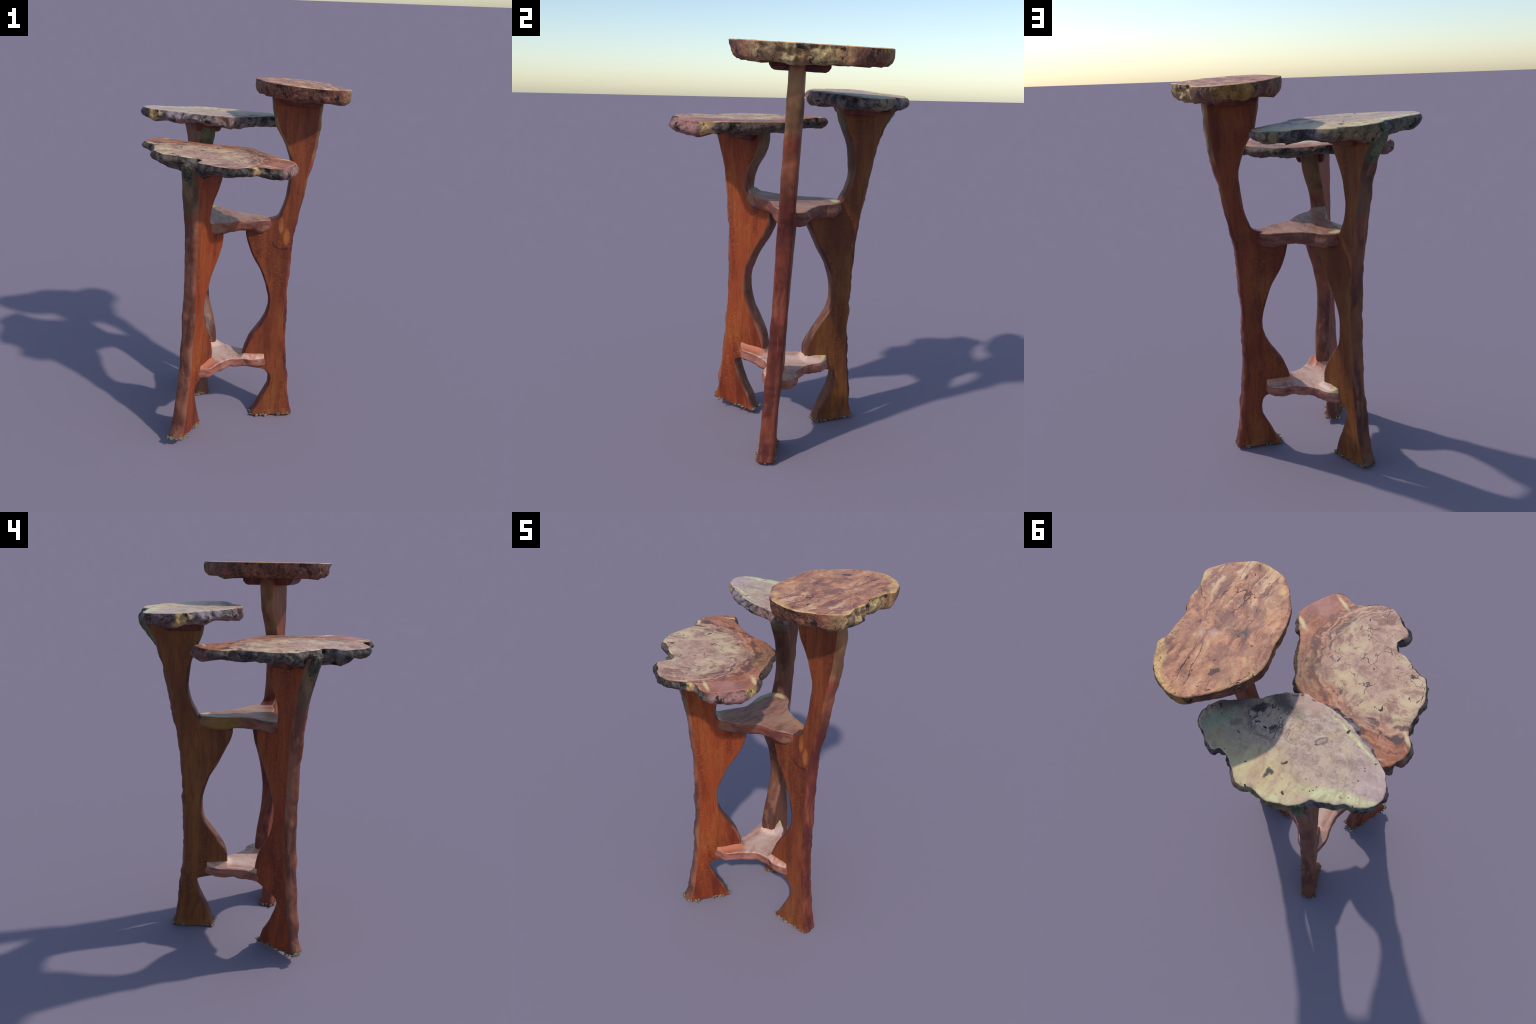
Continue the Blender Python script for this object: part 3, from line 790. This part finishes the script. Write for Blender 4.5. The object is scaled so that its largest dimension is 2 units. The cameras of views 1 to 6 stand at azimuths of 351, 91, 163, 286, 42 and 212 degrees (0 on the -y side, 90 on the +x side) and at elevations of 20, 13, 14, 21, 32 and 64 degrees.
mid_edge = live_edge("middle_slab_live_edge", (.23, .18, .18), (.035, .032, .037),
                     [(-.53, .33, .06, .10, .2, (.17, .095, .095), .95), (-.475, .225, .025, .05, .4, (.60, .38, .14), .95),
                      (-.33, .16, .12, .05, -.4, (.36, .27, .28), .9), (-.12, .10, .10, .04, 0, (.34, .20, .17), .7), (-.40, .45, .12, .05, -.3, (.20, .19, .12), .8),
                      (.24, .42, .06, .06, 0, (.36, .27, .10), .6), (-.12, .55, .16, .04, 0, (.28, .19, .08), .8)], speck=(.40, .34, .33))

build_slab("tabletop", SLAB_TALL, PL_TALL, lambda x, y: .081 - .012 * near(x, y, .4, .42, .3),
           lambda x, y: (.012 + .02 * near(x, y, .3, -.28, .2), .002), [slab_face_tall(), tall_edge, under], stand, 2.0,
           lambda x, y: .005 + .009 * near(x, y, .54, .03, .26))
build_slab("tabletop", SLAB_LOW, PL_LOW,
           lambda x, y: .054 + .018 * near(x, y, .15, -.5, .2) + .055 * near(x, y, -.32, -.37, .2) + .008 * fbm((x, y, 0), 7, 2, 3),
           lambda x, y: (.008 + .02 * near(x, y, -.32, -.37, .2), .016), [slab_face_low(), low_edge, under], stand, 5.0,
           lambda x, y: .010 if x < .02 else .008, centre=(-.15, -.22))
build_slab("tabletop", SLAB_MID, PL_MID,
           lambda x, y: .061 + .05 * near(x, y, -.26, .51, .15) + .012 * near(x, y, .0, .1, .2) + .008 * fbm((x, y, 0), 7, 2, 6),
           lambda x, y: (.010 + .02 * near(x, y, -.26, .51, .15), .011 + .026 * near(x, y, -.27, .12, .17)), [slab_face_mid(), mid_edge, under], stand, 9.0,
           lambda x, y: .009, centre=(-.10, .31))

def leg_swell(height, z, reach=.035):
    """fillet: the shelf rises where it meets the faces and inner edge of a leg"""
    def lift(x, y):
        h = 0.0
        for leg in (LEG_TALL, LEG_LOW, LEG_MID):
            o, d, n = sheet_at(leg["sheet"], z)
            v = Vector((x, y, 0)) - o
            ds = max(0.0, lerp_table(leg["prof"], z + .03, 1) - v.dot(d))
            dn = max(0.0, abs(v.dot(n)) - .037)
            h = max(h, height * max(0.0, 1 - math.hypot(ds, dn) / reach) ** 2)
        return h
    return lift

build_slab("shelf", SHELF_UP, (1.243, -.08, -.065), lambda x, y: .065, lambda x, y: (-.004, .006),
           [shelf_wood("upper_shelf_face_wood", (.42, .21, .145), (.25, .11, .08), (.48, .28, .20),
                       sap=[(-.21, .15, .02, .14, 0, (.46, .44, .27)), (-.15, .235, .04, .02, 0, (.66, .52, .26)), (-.235, -.15, .02, .07, 0, (.36, .33, .24)),
                            (.12, .06, .06, .012, -.5, (.50, .24, .10))]),
            shelf_wood("upper_shelf_edge_wood", (.21, .066, .042), (.11, .034, .028), (.25, .11, .07), True,
                       sap=[(-.215, .12, .03, .10, 0, (.24, .12, .025))]), under],
           stand, 12.0, lambda x, y: .004, seg=300, lift=leg_swell(.014, 1.24, .025), grow=.008, names=("shelf_edge", "shelf_underside"), centre=(-.09, .02))
painted_joint_glow = (.44, .13, .065)  # orange glow beside the legs, tinted into the lower shelf face
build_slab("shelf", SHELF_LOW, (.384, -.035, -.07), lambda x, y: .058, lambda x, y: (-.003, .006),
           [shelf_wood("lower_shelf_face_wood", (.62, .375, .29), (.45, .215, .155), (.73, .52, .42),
                       sap=[(.10, -.04, .09, .050, -.08, painted_joint_glow), (-.20, -.18, .05, .085, -.55, painted_joint_glow), (-.185, .19, .042, .065, .3, painted_joint_glow), (-.16, .215, .025, .02, 0, (.66, .52, .22))]),
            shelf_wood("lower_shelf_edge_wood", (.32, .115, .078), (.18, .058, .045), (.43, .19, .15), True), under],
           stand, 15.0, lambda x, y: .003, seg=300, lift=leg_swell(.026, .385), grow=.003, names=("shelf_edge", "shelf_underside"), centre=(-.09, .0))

cleat_wood = leg_edge_wood("cleat_wood", (.15, .04, .025), (.08, .022, .018), (.19, .065, .04))
build_cleat([(.20, -.105), (.40, -.105), (.40, .158), (.20, .162)], 1.868, 1.915, (-.06, -.05), cleat_wood, stand, 3.0)

def plan(leg, s, t):
    o, d, n = sheet_at(leg["sheet"], leg["top"])
    return tuple((o + d * s + n * t).to_2d())
build_cleat([plan(LEG_LOW, *p) for p in ((-.26, -.075), (-.09, -.075), (-.09, .075), (-.26, .075))], 1.545, 1.60, (-.055, -.06), cleat_wood, stand, 5.0)
build_cleat([plan(LEG_MID, *p) for p in ((-.27, -.075), (-.08, -.075), (-.08, .08), (-.27, .08))], 1.678, 1.735, (-.075, -.055), cleat_wood, stand, 6.0)

bark = live_edge("bracket_bark", (.15, .13, .085), (.045, .045, .032), [(-.25, .50, .09, .09, 0, (.15, .19, .10), .7)], speck=(.30, .29, .20), charred=.4)
for leg, z, r, sd in ((LEG_LOW, 1.555, (.058, .043, .085), 3.0), (LEG_MID, 1.68, (.066, .047, .10), 9.0)):
    o, d, n = sheet_at(leg["sheet"], z)
    build_bracket(o + d * (.014 if leg is LEG_LOW else .026) + Vector((0, 0, z)), d, n, r, bark, stand, sd)

build_debris([LEG_TALL, LEG_LOW, LEG_MID], debris_mat(), stand)
